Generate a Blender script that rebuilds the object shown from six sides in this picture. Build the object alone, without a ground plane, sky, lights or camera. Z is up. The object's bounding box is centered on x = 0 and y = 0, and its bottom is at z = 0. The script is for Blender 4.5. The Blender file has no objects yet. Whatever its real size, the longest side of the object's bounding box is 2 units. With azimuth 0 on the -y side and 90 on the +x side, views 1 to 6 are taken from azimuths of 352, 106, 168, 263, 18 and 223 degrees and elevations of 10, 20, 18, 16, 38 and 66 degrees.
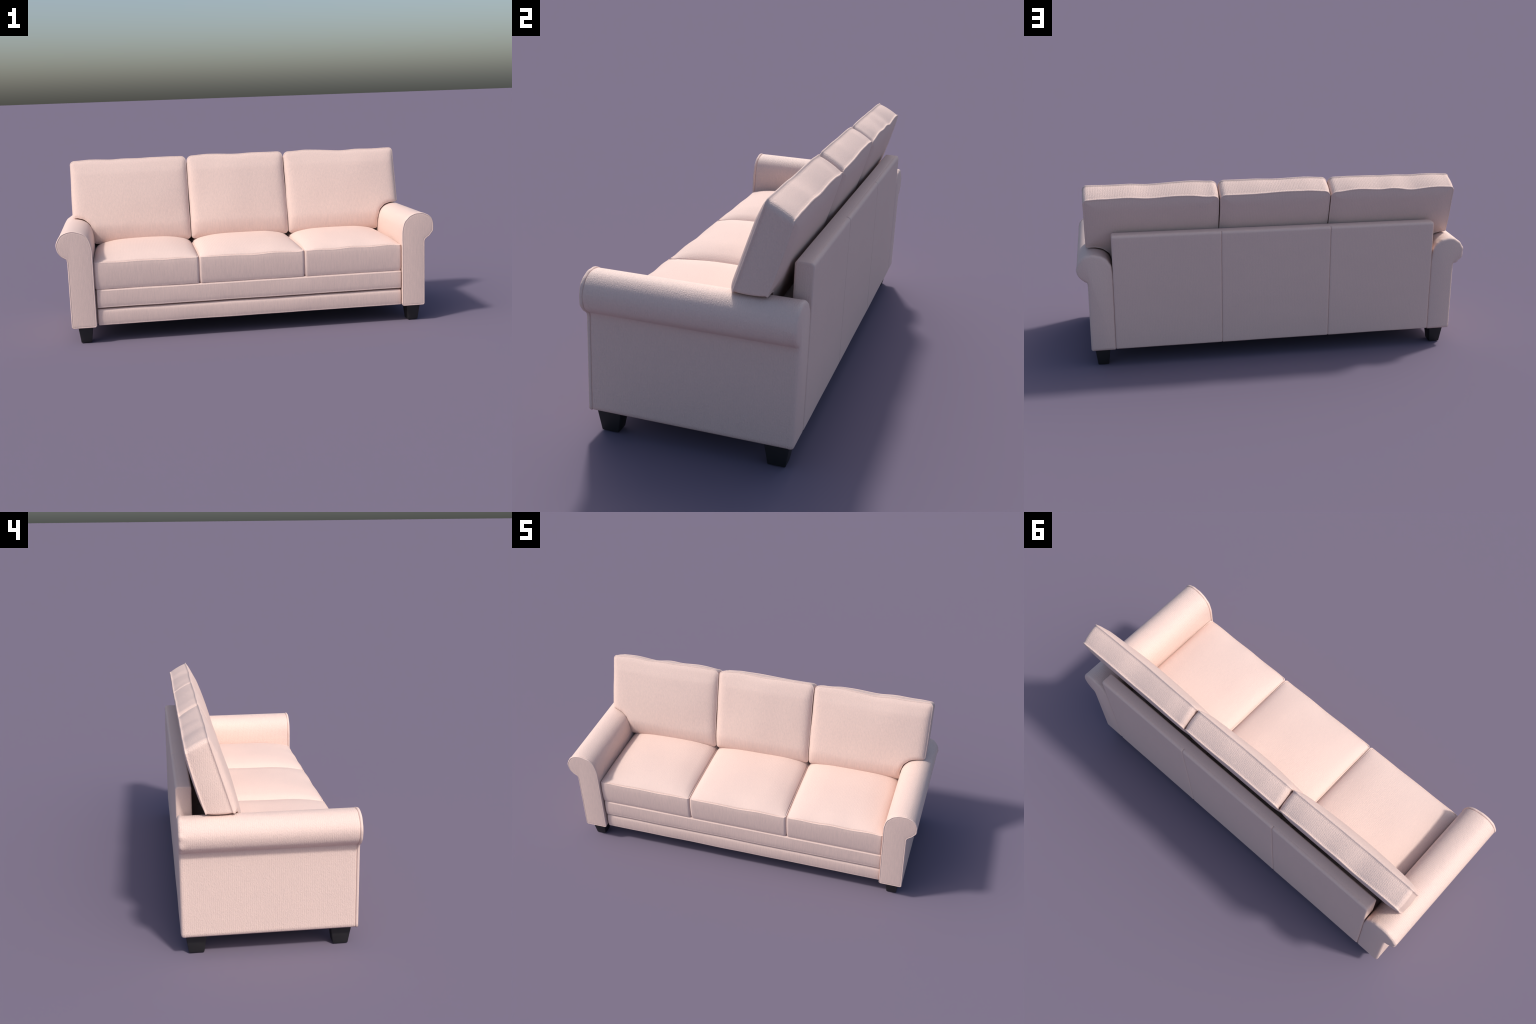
"""Three-seat rolled-arm sofa: upholstered frame, two rails, three seat cushions,
three back cushions (the outer two wrap over the arms), dark tapered feet."""
import bpy, bmesh, math, random
import numpy as np
from mathutils import Vector, noise

random.seed(7)
np.random.seed(7)


# ------------------------------------------------------------------ materials
def fabric_material(name, tint, bump=0.5, ribs_along_y=False, gloss=0.3):
    m = bpy.data.materials.new(name)
    m.use_nodes = True
    nt = m.node_tree
    N, L = nt.nodes, nt.links
    b = N["Principled BSDF"]
    b.inputs["Roughness"].default_value = 0.75 if gloss < 0.4 else 0.6
    b.inputs["Specular IOR Level"].default_value = gloss
    tc = N.new("ShaderNodeTexCoord")
    geo = N.new("ShaderNodeNewGeometry")

    def mapped(scale):
        mp = N.new("ShaderNodeMapping")
        mp.inputs["Scale"].default_value = scale
        L.new(tc.outputs["Object"], mp.inputs["Vector"])
        return mp.outputs["Vector"]

    def noise_tex(scale, detail, rough=0.55):
        n = N.new("ShaderNodeTexNoise")
        n.inputs["Scale"].default_value = 1.0
        n.inputs["Detail"].default_value = detail
        n.inputs["Roughness"].default_value = rough
        L.new(mapped(scale), n.inputs["Vector"])
        return n.outputs["Fac"]

    def math_node(op, a, b_=None):
        n = N.new("ShaderNodeMath")
        n.operation = op
        for i, v in enumerate((a, b_)):
            if v is None:
                continue
            if isinstance(v, (int, float)):
                n.inputs[i].default_value = v
            else:
                L.new(v, n.inputs[i])
        return n.outputs[0]

    # the slubs: threads that run down the upright faces
    slub = noise_tex((200, 200, 17), 3, 0.65)
    grain = noise_tex((270, 270, 170), 3, 0.6)
    patch = noise_tex((5, 5, 5), 2)

    # ribs of the weave: along x on front, back and top faces, along y on the side faces
    def ribs(direction):
        w = N.new("ShaderNodeTexWave")
        w.wave_type = "BANDS"
        w.bands_direction = direction
        w.inputs["Scale"].default_value = 40.0
        w.inputs["Distortion"].default_value = 3.0
        w.inputs["Detail"].default_value = 2.0
        w.inputs["Detail Scale"].default_value = 2.5
        L.new(tc.outputs["Object"], w.inputs["Vector"])
        return w.outputs["Fac"]

    sep = N.new("ShaderNodeSeparateXYZ")
    L.new(geo.outputs["Normal"], sep.inputs[0])
    side = 1.0 if ribs_along_y else math_node("GREATER_THAN", math_node("ABSOLUTE", sep.outputs["X"]), 0.75)
    facing_y = math_node("POWER", math_node("ABSOLUTE", sep.outputs["Y"]), 2.0)
    rib = N.new("ShaderNodeMix")
    if ribs_along_y:
        rib.inputs["Factor"].default_value = 1.0
    else:
        L.new(side, rib.inputs["Factor"])
    L.new(ribs("X"), rib.inputs["A"])
    L.new(ribs("Y"), rib.inputs["B"])
    rib = rib.outputs["Result"]

    # colour: warm cream cloth, thin darker slubs, faint blotches
    ramp = N.new("ShaderNodeValToRGB")
    ramp.color_ramp.elements[0].position = 0.33
    ramp.color_ramp.elements[0].color = (*[c * f for c, f in zip(tint, (0.875, 0.885, 0.90))], 1)
    ramp.color_ramp.elements[1].position = 0.60
    ramp.color_ramp.elements[1].color = (*tint, 1)
    # the threads show on the faces that look forward, hardly on the others
    facing_front = math_node("POWER", math_node("MAXIMUM", math_node("MULTIPLY", sep.outputs["Y"], -1.0), 0.0), 2.0)
    keep = math_node("ADD", math_node("MULTIPLY", facing_front, 0.95), 0.10)
    thread = math_node("ADD", math_node("MULTIPLY", math_node("SUBTRACT", slub, 0.5), keep), 0.5)
    mixv = math_node("ADD", math_node("MULTIPLY", thread, 0.56), math_node("ADD", math_node("MULTIPLY", grain, 0.38), math_node("MULTIPLY", patch, 0.06)))
    L.new(mixv, ramp.inputs["Fac"])
    L.new(ramp.outputs["Color"], b.inputs["Base Color"])

    height = math_node("ADD", math_node("MULTIPLY", rib, 0.20), math_node("ADD", math_node("MULTIPLY", grain, 1.15), math_node("MULTIPLY", slub, 0.25)))
    height = math_node("MULTIPLY", height, math_node("SUBTRACT", 1.0, math_node("MULTIPLY", facing_y, 0.6)))
    bp = N.new("ShaderNodeBump")
    bp.inputs["Strength"].default_value = bump
    bp.inputs["Distance"].default_value = 0.0022
    L.new(height, bp.inputs["Height"])
    L.new(bp.outputs["Normal"], b.inputs["Normal"])
    return m


def leg_material():
    m = bpy.data.materials.new("black_lacquered_wood")
    m.use_nodes = True
    nt = m.node_tree
    b = nt.nodes["Principled BSDF"]
    tc = nt.nodes.new("ShaderNodeTexCoord")
    n = nt.nodes.new("ShaderNodeTexNoise")
    n.inputs["Scale"].default_value = 60
    r = nt.nodes.new("ShaderNodeValToRGB")
    r.color_ramp.elements[0].color = (0.011, 0.011, 0.012, 1)
    r.color_ramp.elements[1].color = (0.018, 0.017, 0.018, 1)
    nt.links.new(tc.outputs["Object"], n.inputs["Vector"])
    nt.links.new(n.outputs["Fac"], r.inputs["Fac"])
    nt.links.new(r.outputs["Color"], b.inputs["Base Color"])
    b.inputs["Roughness"].default_value = 0.55
    return m


CLOTH = (0.790, 0.594, 0.522)
FABRIC = fabric_material("cream_woven_fabric", CLOTH, 0.75)
FABRIC_ARM = fabric_material("cream_woven_fabric_arm", CLOTH, 0.78, True, 0.5)
FABRIC_SEAT = fabric_material("cream_woven_fabric_seat", CLOTH, 0.45)
FABRIC_PANEL = fabric_material("cream_woven_fabric_tight", CLOTH, 0.40)
LEG = leg_material()


def lining_material():
    m = bpy.data.materials.new("dark_lining_cloth")
    m.use_nodes = True
    nt = m.node_tree
    b = nt.nodes["Principled BSDF"]
    n = nt.nodes.new("ShaderNodeTexNoise")
    n.inputs["Scale"].default_value = 200
    r = nt.nodes.new("ShaderNodeValToRGB")
    r.color_ramp.elements[0].color = (0.02, 0.02, 0.022, 1)
    r.color_ramp.elements[1].color = (0.04, 0.038, 0.04, 1)
    nt.links.new(n.outputs["Fac"], r.inputs["Fac"])
    nt.links.new(r.outputs["Color"], b.inputs["Base Color"])
    b.inputs["Roughness"].default_value = 0.95
    return m


LINING = lining_material()

# ------------------------------------------------------------------ helpers
SOFA = bpy.data.objects.new("sofa", None)
bpy.context.scene.collection.objects.link(SOFA)
SOFA["label"] = "three-seat cream fabric sofa with rolled arms and black feet"
SOFA["category"] = "sofa"


def add_mesh(name, verts, faces, material, parent=SOFA, smooth=True, sharp=None):
    me = bpy.data.meshes.new(name)
    me.from_pydata([tuple(v) for v in verts], [], faces)
    me.materials.append(material)
    bm = bmesh.new()
    bm.from_mesh(me)
    bmesh.ops.recalc_face_normals(bm, faces=bm.faces)
    bm.to_mesh(me)
    bm.free()
    if smooth:
        me.shade_smooth()
    if sharp:
        me.set_sharp_from_angle(angle=math.radians(sharp))
    ob = bpy.data.objects.new(name, me)
    bpy.context.scene.collection.objects.link(ob)
    ob.parent = parent
    return ob


def rounded_box(name, lo, hi, radius, material, parent=SOFA, segments=4):
    lo, hi = Vector(lo), Vector(hi)
    bm = bmesh.new()
    bmesh.ops.create_cube(bm, size=1)
    for v in bm.verts:
        v.co = Vector([(lo[i] + hi[i]) / 2 + v.co[i] * (hi[i] - lo[i]) for i in range(3)])
    bmesh.ops.bevel(bm, geom=list(bm.edges), offset=radius, segments=segments, profile=0.5, affect="EDGES")
    me = bpy.data.meshes.new(name)
    bm.to_mesh(me)
    bm.free()
    me.materials.append(material)
    me.shade_smooth()
    me.set_sharp_from_angle(angle=math.radians(50))
    ob = bpy.data.objects.new(name, me)
    bpy.context.scene.collection.objects.link(ob)
    ob.parent = parent
    return ob


def wave(x, seed, freq):
    return noise.noise(Vector((x * freq, seed * 7.31, seed * 3.17)))


def rounded_polygon(corners, step=0.007):
    """corners: (x, y, radius) in order -> dense closed outline with arcs at the corners."""
    n, pts = len(corners), []
    for i in range(n):
        p0, p1, p2 = (np.array(corners[(i + k) % n][:2], float) for k in (-1, 0, 1))
        r = corners[i][2]
        a, c = (p0 - p1) / np.linalg.norm(p0 - p1), (p2 - p1) / np.linalg.norm(p2 - p1)
        half = math.acos(max(-1, min(1, float(a @ c)))) / 2
        if r <= 0 or half > 1.5:
            pts.append(p1)
            continue
        t = r / math.tan(half)
        centre = p1 + (a + c) / np.linalg.norm(a + c) * (r / math.sin(half))
        q0, q1 = p1 + a * t - centre, p1 + c * t - centre
        ang0 = math.atan2(q0[1], q0[0])
        d = (math.atan2(q1[1], q1[0]) - ang0 + math.pi) % (2 * math.pi) - math.pi
        for k in range(9):
            g = ang0 + d * k / 8
            pts.append(centre + r * np.array((math.cos(g), math.sin(g))))
    return resample(np.array(pts), step)


def resample(pts, step):
    out = []
    for i in range(len(pts)):
        p, q = pts[i], pts[(i + 1) % len(pts)]
        m = max(1, int(round(np.linalg.norm(q - p) / step)))
        out += [p + (q - p) * k / m for k in range(m)]
    return np.array(out)


def outward_normals(pts):
    t = np.roll(pts, -1, 0) - np.roll(pts, 1, 0)
    t /= np.linalg.norm(t, axis=1)[:, None] + 1e-12
    n = np.stack((t[:, 1], -t[:, 0]), 1)
    area = np.sum(pts[:, 0] * np.roll(pts[:, 1], -1) - np.roll(pts[:, 0], -1) * pts[:, 1])
    return n if area > 0 else -n


def edge_distance(p, outline):
    a, b = outline, np.roll(outline, -1, 0)
    ab = b - a
    t = ((p[:, None] - a) * ab).sum(2) / (ab * ab).sum(1)
    q = a + np.clip(t, 0, 1)[..., None] * ab
    return np.linalg.norm(p[:, None] - q, axis=2).min(1)


def loft(rings, start_cap=None, end_cap=None):
    """Closed rings of equal length -> verts and faces; caps are single points or True for an n-gon."""
    n = len(rings[0])
    verts = [v for r in rings for v in r]
    faces = []
    for i in range(len(rings) - 1):
        for k in range(n):
            k2 = (k + 1) % n
            faces.append((i * n + k, i * n + k2, (i + 1) * n + k2, (i + 1) * n + k))
    for cap, base in ((start_cap, 0), (end_cap, (len(rings) - 1) * n)):
        if cap is True:
            faces.append(tuple(base + k for k in range(n)))
        elif cap is not None:
            verts.append(cap)
            c = len(verts) - 1
            faces += [(base + k, base + (k + 1) % n, c) for k in range(n)]
    return verts, faces


def shoulder(d, r):
    """0 at the seam, 1 from distance r on, round in between."""
    t = 1 - np.clip(d / r, 0, 1)
    return np.sqrt(np.clip(1 - t * t, 0, 1))


def ease(d, r):
    t = 1 - np.clip(d / r, 0, 1)
    return 1 - t * t


def cushion(name, outline, centre, front, back, lift, bulge, welt, material, flush=False, parent=SOFA, rings=26):
    """A box cushion: two faces given by maps from the plane of the outline to space,
    a boxing strip between them and a welted seam round each face.
    lift maps outline normals to space."""
    centre = np.array(centre, float)
    nrm = outward_normals(outline)
    n3 = lift(nrm)
    f_edge, b_edge = front(outline), back(outline)
    w = f_edge - b_edge
    w /= np.linalg.norm(w, axis=1)[:, None]
    inner = outline - nrm * (welt * (1.7 if flush else 1.2))
    sl = np.sin(np.linspace(0.06, 1, rings) * math.pi / 2)      # denser near the seam
    rr = [front(centre + (inner - centre) * s) for s in sl]
    if flush:       # a seam pressed into the top, the strip level with the welt
        rr.append(front(outline - nrm * (welt * 1.05)) - w * welt * np.clip(-nrm[:, 1:2], 0, 1))
    for ang in (165, 120, 80, 45, 10, -20) if flush else (110, 75, 40, 5, -30, -65):
        g = math.radians(ang)
        rr.append(f_edge + n3 * (welt * math.cos(g)) + w * (welt * math.sin(g)))
    for t in np.linspace(0.05, 0.95, 13):
        p = f_edge + (b_edge - f_edge) * t
        base = welt * (0.8 if flush else -0.55)
        rr.append(p + n3 * (bulge * (4 * t * (1 - t)) ** 0.6 + base))
    for ang in (15, -20, -60, -95) if flush else (65, 30, -5, -40, -75, -110):
        g = math.radians(ang)
        rr.append(b_edge + n3 * (welt * 0.8 * math.cos(g)) + w * (welt * 0.8 * math.sin(g)))
    rr += [back(centre + (inner - centre) * s) for s in sl[::-1]]
    v, f = loft(rr, front(centre[None])[0], back(centre[None])[0])
    return add_mesh(name, v, f, material, parent)


# ------------------------------------------------------------------ armrests
ARM_INNER, ARM_OUTER = 0.8215, 0.9465
ARM_BOTTOM = 0.087
ARM_FRONT, ARM_REAR = -0.3605, 0.3675
# cross-section of the roll, from the inside face over the top to the notch under the roll
ROLL = [(0.8215, 0.440), (0.8215, 0.465), (0.823, 0.497), (0.8275, 0.526), (0.837, 0.550), (0.851, 0.568),
        (0.871, 0.5815), (0.895, 0.5895), (0.920, 0.5925), (0.945, 0.5895), (0.967, 0.5785), (0.984, 0.562),
        (0.9945, 0.542), (0.998, 0.522), (0.9955, 0.501), (0.988, 0.482), (0.975, 0.4675), (0.961, 0.458),
        (0.951, 0.4515), (0.9465, 0.440)]


def spline(points, per=5):
    p = np.array(points, float)
    p = np.vstack((2 * p[0] - p[1], p, 2 * p[-1] - p[-2]))
    out = []
    for i in range(1, len(p) - 2):
        for k in range(per):
            t = k / per
            out.append(0.5 * (2 * p[i] + (p[i + 1] - p[i - 1]) * t + (2 * p[i - 1] - 5 * p[i] + 4 * p[i + 1] - p[i + 2]) * t * t
                              + (3 * p[i] - p[i - 1] - 3 * p[i + 1] + p[i + 2]) * t ** 3))
    out.append(p[-2])
    return out


def arm_profile():
    c = 0.006                                            # rounded bottom corners
    up = [np.array((ARM_INNER, z)) for z in np.linspace(ARM_BOTTOM + c, 0.43, 30)]
    down = [np.array((ARM_OUTER, z)) for z in np.linspace(0.43, ARM_BOTTOM + c, 30)]
    low = [np.array((x, ARM_BOTTOM)) for x in np.linspace(ARM_OUTER - c, ARM_INNER + c, 14)]
    return np.array(up + spline(ROLL) + down + low)


def armrest(side):
    prof = arm_profile()
    nrm = outward_normals(prof)
    on_roll = np.clip((prof[:, 1] - 0.42) / 0.04, 0, 1)

    def ring(offset, y, pucker=0.0, seed=1):
        p = prof + nrm * offset
        wob = np.array([wave(k, seed + side, 0.16) for k in range(len(p))]) * pucker * on_roll
        p = p + nrm * wob[:, None]
        if offset < 0:      # straight lower part: keep the inset corners from folding over
            p[:, 1] = np.maximum(p[:, 1], ARM_BOTTOM - offset)
            low = prof[:, 1] < 0.43
            p[low, 0] = np.clip(p[low, 0], ARM_INNER - offset, ARM_OUTER + offset)
        x = p[:, 0]
        if side > 0:
            x = 0.8245 + (x - 0.8215) * (0.998 - 0.8245) / (0.998 - 0.8215)
        return np.stack((side * x, np.full(len(p), y), p[:, 1]), 1)

    body_front = ARM_FRONT + 0.0125
    rr = [ring(-0.012, body_front - 0.002), ring(-0.0025, body_front - 0.0010), ring(-0.0006, body_front + 0.0012)]
    rr += [ring(0, y) for y in np.linspace(body_front + 0.005, 0.345, 34)]
    for off, y in ((0.0008, 0.3500), (0.0004, 0.3560), (-0.0010, 0.3600), (-0.0035, 0.3635), (-0.0075, 0.3655), (-0.014, ARM_REAR)):
        rr.append(ring(off, y, 0.0060, 5))
    v, f = loft(rr, True, True)
    arm = add_mesh("armrest", v, f, FABRIC_ARM, SOFA, True, 60)

    # front panel with its welted rim
    rim = [(-0.0035, body_front - 0.0005), (0.0004, body_front - 0.0015), (0.0018, body_front - 0.004), (0.0022, body_front - 0.007),
           (0.0012, body_front - 0.0105), (-0.0010, ARM_FRONT), (-0.0030, ARM_FRONT + 0.0003), (-0.0038, ARM_FRONT + 0.0011),
           (-0.0045, ARM_FRONT + 0.0012), (-0.0062, ARM_FRONT + 0.0007), (-0.0110, ARM_FRONT + 0.0003)]
    v, f = loft([ring(o, y, 0.0035, 9) for o, y in rim], True, True)
    add_mesh("front_panel", v, f, FABRIC_PANEL, arm, True, 60)
    return arm


for s in (-1, 1):
    armrest(s)

# ------------------------------------------------------------------ frame, back and rails
X_LEFT, X_RIGHT = -0.8200, 0.8235
SEAM = (-0.2725, 0.2865)

rounded_box("seat_frame", (X_LEFT - 0.002, -0.312, 0.094), (X_RIGHT + 0.002, 0.345, 0.276), 0.004, FABRIC_PANEL)
rounded_box("dust_cover", (X_LEFT + 0.005, -0.325, 0.0915), (X_RIGHT - 0.005, 0.34, 0.0935), 0.0006, LINING, segments=1)


def swept_along_x(name, section, x0, x1, edge, material, parent=SOFA, sag=None, seed=0):
    """A closed section (y, z) swept along x; its ends are rounded over by 'edge'."""
    section = np.array(section, float)
    nrm = outward_normals(section)
    stations = [(x0, -edge), (x0 + edge * 0.13, -edge * 0.5), (x0 + edge * 0.5, -edge * 0.13)]
    stations += [(x, 0) for x in np.linspace(x0 + edge, x1 - edge, 70)]
    stations += [(x1 - edge * 0.5, -edge * 0.13), (x1 - edge * 0.13, -edge * 0.5), (x1, -edge)]
    rr = []
    for x, off in stations:
        p = section + nrm * off
        wob = np.array([noise.noise(Vector((x * 5, q[0] * 9, q[1] * 12 + seed))) for q in section]) * (sag or 0)
        p = p + nrm * wob[:, None]
        rr.append(np.stack((np.full(len(p), x), p[:, 0], p[:, 1]), 1))
    v, f = loft(rr, True, True)
    return add_mesh(name, v, f, material, parent, True, 55)


back_frame = rounded_box("back_frame", (X_LEFT + 0.012, 0.306, 0.12), (X_RIGHT - 0.012, 0.351, 0.6869), 0.003, FABRIC_PANEL)
panel_section = rounded_polygon([(0.302, 0.092, 0.004), (0.3675, 0.092, 0.007), (0.3675, 0.6865, 0.014), (0.302, 0.6865, 0.010)], 0.02)
for a, b in ((X_LEFT - 0.0020, SEAM[0]), SEAM, (SEAM[1], X_RIGHT + 0.0020)):
    swept_along_x("back_panel", panel_section, a - 0.0002, b + 0.0002, 0.0060, FABRIC_PANEL, back_frame, 0.0008, a)


def rail(z0, z1, seed, corded):
    y = -0.3455 if corded else -0.3425
    face = [(-0.31, z0), (-0.332, z0), (y + 0.0045, z0 + 0.0004), (y + 0.0015, z0 + 0.0016), (y + 0.0006, z0 + 0.0036), (y + 0.0014, z0 + 0.0056),
            (y + 0.0010, z0 + 0.0080), (y - 0.0002, z0 + 0.014), (y - 0.0012, z0 + 0.026), (y - 0.0018, (z0 + z1) / 2), (y - 0.0012, z1 - 0.024)]
    if corded:   # a corded double seam along the top front edge
        face += [(y - 0.0007, z1 - 0.0140), (y - 0.0004, z1 - 0.0110), (y - 0.0006, z1 - 0.0095), (y + 0.0004, z1 - 0.0075),
                 (y + 0.0014, z1 - 0.0068), (y + 0.0016, z1 - 0.0055), (y + 0.0036, z1 - 0.0025), (y + 0.008, z1 - 0.0004)]
    else:
        face += [(y - 0.0002, z1 - 0.016), (y + 0.0014, z1 - 0.010), (y + 0.0046, z1 - 0.0045), (y + 0.009, z1 - 0.0012), (y + 0.014, z1 - 0.0002)]
    face += [(-0.31, z1)]
    return swept_along_x("front_rail", face, -0.8125, 0.8215, 0.006, FABRIC_PANEL, SOFA, 0.0014, seed)


rail(0.0905, 0.1775, 3.0, False)
rail(0.1840, 0.2830, 8.0, True)

# ------------------------------------------------------------------ seat cushions
SEAT_FRONT, SEAT_REAR = -0.3415, 0.297
SEAT_LOW, SEAT_EDGE = 0.2845, 0.4195


def seat_cushion(x0, x1, seed):
    outline = rounded_polygon([(x0, SEAT_FRONT, 0.010), (x1, SEAT_FRONT, 0.010), (x1, SEAT_REAR, 0.03), (x0, SEAT_REAR, 0.03)])
    xc, hw = (x0 + x1) / 2, (x1 - x0) / 2

    def top(p):
        p = np.asarray(p)
        d_front = np.clip(p[:, 1] - SEAT_FRONT, 0, None)
        d_rear = np.clip(SEAT_REAR - p[:, 1], 0, None)
        d_side = np.clip(hw - np.abs(p[:, 0] - xc), 0, None)
        a = np.abs(p[:, 0] - xc) / hw
        z = SEAT_EDGE + 0.004 * ease(d_front, 0.20)
        forward = 0.55 * shoulder(d_front, 0.085) + 0.45 * ease(d_front, 0.24)
        z += 0.039 * (0.50 * shoulder(d_side, 0.050) + 0.50 * ease(d_side, 0.16)) * forward * ease(d_rear, 0.08)
        z += 0.013 * (1 - np.clip(a, 0, 1) ** 2) * ease(d_front, 0.3) * ease(d_rear, 0.25)
        near_front = np.exp(-d_front / 0.06)
        wob = np.array([wave(q[0], seed, 7.5) for q in p]) * 0.007 * np.clip(d_side / 0.05, 0, 1)
        soft = np.array([noise.noise(Vector((q[0] * 6, q[1] * 6, seed))) for q in p]) * 0.0022 * shoulder(d_side, 0.05)
        return np.stack((p[:, 0], p[:, 1] - 0.002 * near_front, z + wob * near_front + soft), 1)

    def bottom(p):
        p = np.asarray(p)
        return np.stack((p[:, 0], p[:, 1] + 0.001, np.full(len(p), SEAT_LOW)), 1)

    def lift(n):
        return np.stack((n[:, 0], n[:, 1], np.zeros(len(n))), 1)

    return cushion("seat_cushion", outline, (xc, (SEAT_FRONT + SEAT_REAR) / 2), top, bottom, lift, 0.0045, 0.0030, FABRIC_SEAT, True)


seat_cushion(-0.8155, -0.2785, 1.0)
seat_cushion(-0.2695, 0.2845, 2.0)
seat_cushion(0.2935, 0.8195, 3.0)

# ------------------------------------------------------------------ back cushions
TOP_FRONT, TOP_REAR = 0.9110, 0.863
EAR, LOW = 0.602, 0.452


def back_cushion(corners, centre, span, seed):
    outline = rounded_polygon(corners)
    wobble = np.array([wave(p[0] + p[1] * 0.3, seed, 8.0) for p in outline]) * 0.0075
    wobble += np.array([wave(p[0], seed + 20, 3.0) for p in outline]) * 0.002
    upper = np.clip((outline[:, 1] - 0.84) / 0.06, 0, 1)
    outline[:, 1] += wobble * upper
    side_wob = np.array([wave(p[1], seed + 40 + np.sign(p[0] - centre[0]), 7.0) for p in outline]) * 0.0025
    outline[:, 0] += side_wob * (outline[:, 1] > 0.47) * np.clip((0.9 - outline[:, 1]) / 0.05, 0, 1)
    half = (span[1] - span[0]) / 2
    xc = (span[0] + span[1]) / 2

    def dome(p):
        a, b = (p[:, 0] - xc) / half, (p[:, 1] - 0.685) / 0.235
        return np.clip(1 - a * a, 0, 1) * np.clip(1 - b * b, 0, 1)

    def front(p):
        p = np.asarray(p)
        d = edge_distance(p, outline)
        y = 0.144 + (p[:, 1] - 0.60) * 0.308
        soft = np.array([noise.noise(Vector((q[0] * 5, q[1] * 5, seed + 3))) for q in p]) * 0.003
        y = y - 0.009 * shoulder(d, 0.026) - 0.021 * dome(p) ** 0.75 + soft * ease(d, 0.06)
        y = y - 0.008 * ease(np.abs(p[:, 0] - span[0]), 0.05) * ease(np.abs(span[1] - p[:, 0]), 0.05) * np.clip((p[:, 1] - LOW) / 0.10, 0, 1) * np.clip((0.90 - p[:, 1]) / 0.06, 0, 1)
        y = y + 0.024 * (1 - ease(p[:, 1] - LOW, 0.11))
        return np.stack((p[:, 0], y, p[:, 1]), 1)

    def back(p):
        p = np.asarray(p)
        z = p[:, 1].copy()
        hi = z > EAR
        z[hi] = EAR + (z[hi] - EAR) * (TOP_REAR - EAR) / (TOP_FRONT - EAR)
        t = (z - 0.60) / 0.262
        wob = np.array([wave(q[0], seed + 60, 7.0) for q in p]) * 0.0105 * np.clip((z - 0.80) / 0.05, 0, 1)
        y = 0.252 + 0.076 * t + 0.014 * np.clip(t * (1 - t), -0.5, 1)
        d = edge_distance(p, outline)
        y = np.minimum(y + 0.010 * ease(d, 0.07), np.where(z < 0.69, 0.300, 9.0))
        return np.stack((p[:, 0], y, z + wob), 1)

    def lift(n):
        return np.stack((n[:, 0], np.zeros(len(n)), n[:, 1]), 1)

    return cushion("back_cushion", outline, centre, front, back, lift, 0.006, 0.0036, FABRIC)


def over_the_arm(inner, ear, sign):
    """Outline of an outer back cushion: a rectangle whose lower corner is cut away along the roll of the arm."""
    arm = [(0.8195, LOW, 0.010), (0.8195, 0.510, 0.06), (0.835, 0.562, 0.04), (0.868, 0.592, 0.05), (0.905, EAR, 0.05)]
    pts = [(inner, LOW, 0.016), (inner, TOP_FRONT, 0.028), (ear, TOP_FRONT - (0.005 if sign > 0 else 0.002), 0.020), (ear, EAR, 0.008)]
    pts = [(x, z, r) for x, z, r in pts]
    pts += [(sign * x, z, r) for x, z, r in arm[::-1]]
    return pts


back_cushion(over_the_arm(-0.2810, -0.9320, -1), (-0.56, 0.73), (-0.932, -0.281), 1.0)
back_cushion([(-0.2710, LOW, 0.016), (0.2845, LOW, 0.016), (0.2845, TOP_FRONT + 0.004, 0.028), (-0.2710, TOP_FRONT + 0.004, 0.028)],
             (0.007, 0.70), (-0.271, 0.2845), 2.0)
back_cushion(over_the_arm(0.2950, 0.9500, 1), (0.58, 0.73), (0.295, 0.95), 3.0)


# ------------------------------------------------------------------ legs
def leg_mesh():
    bm = bmesh.new()
    bmesh.ops.create_cube(bm, size=2)
    for v in bm.verts:
        top = v.co.z > 0
        v.co = Vector((v.co.x * (0.0375 if top else 0.0270), v.co.y * (0.0450 if top else 0.0312), 0.0885 if top else 0.0))
    bmesh.ops.bevel(bm, geom=list(bm.edges), offset=0.0035, segments=3, profile=0.5, affect="EDGES")
    me = bpy.data.meshes.new("leg")
    bm.to_mesh(me)
    bm.free()
    me.materials.append(LEG)
    me.shade_smooth()
    me.set_sharp_from_angle(angle=math.radians(40))
    return me


LEG_MESH = leg_mesh()
for x in (-0.8800, 0.8915):
    for y in (-0.2955, 0.3045):
        ob = bpy.data.objects.new("leg", LEG_MESH)
        ob.location = (x, y, 0)
        bpy.context.scene.collection.objects.link(ob)
        ob.parent = SOFA
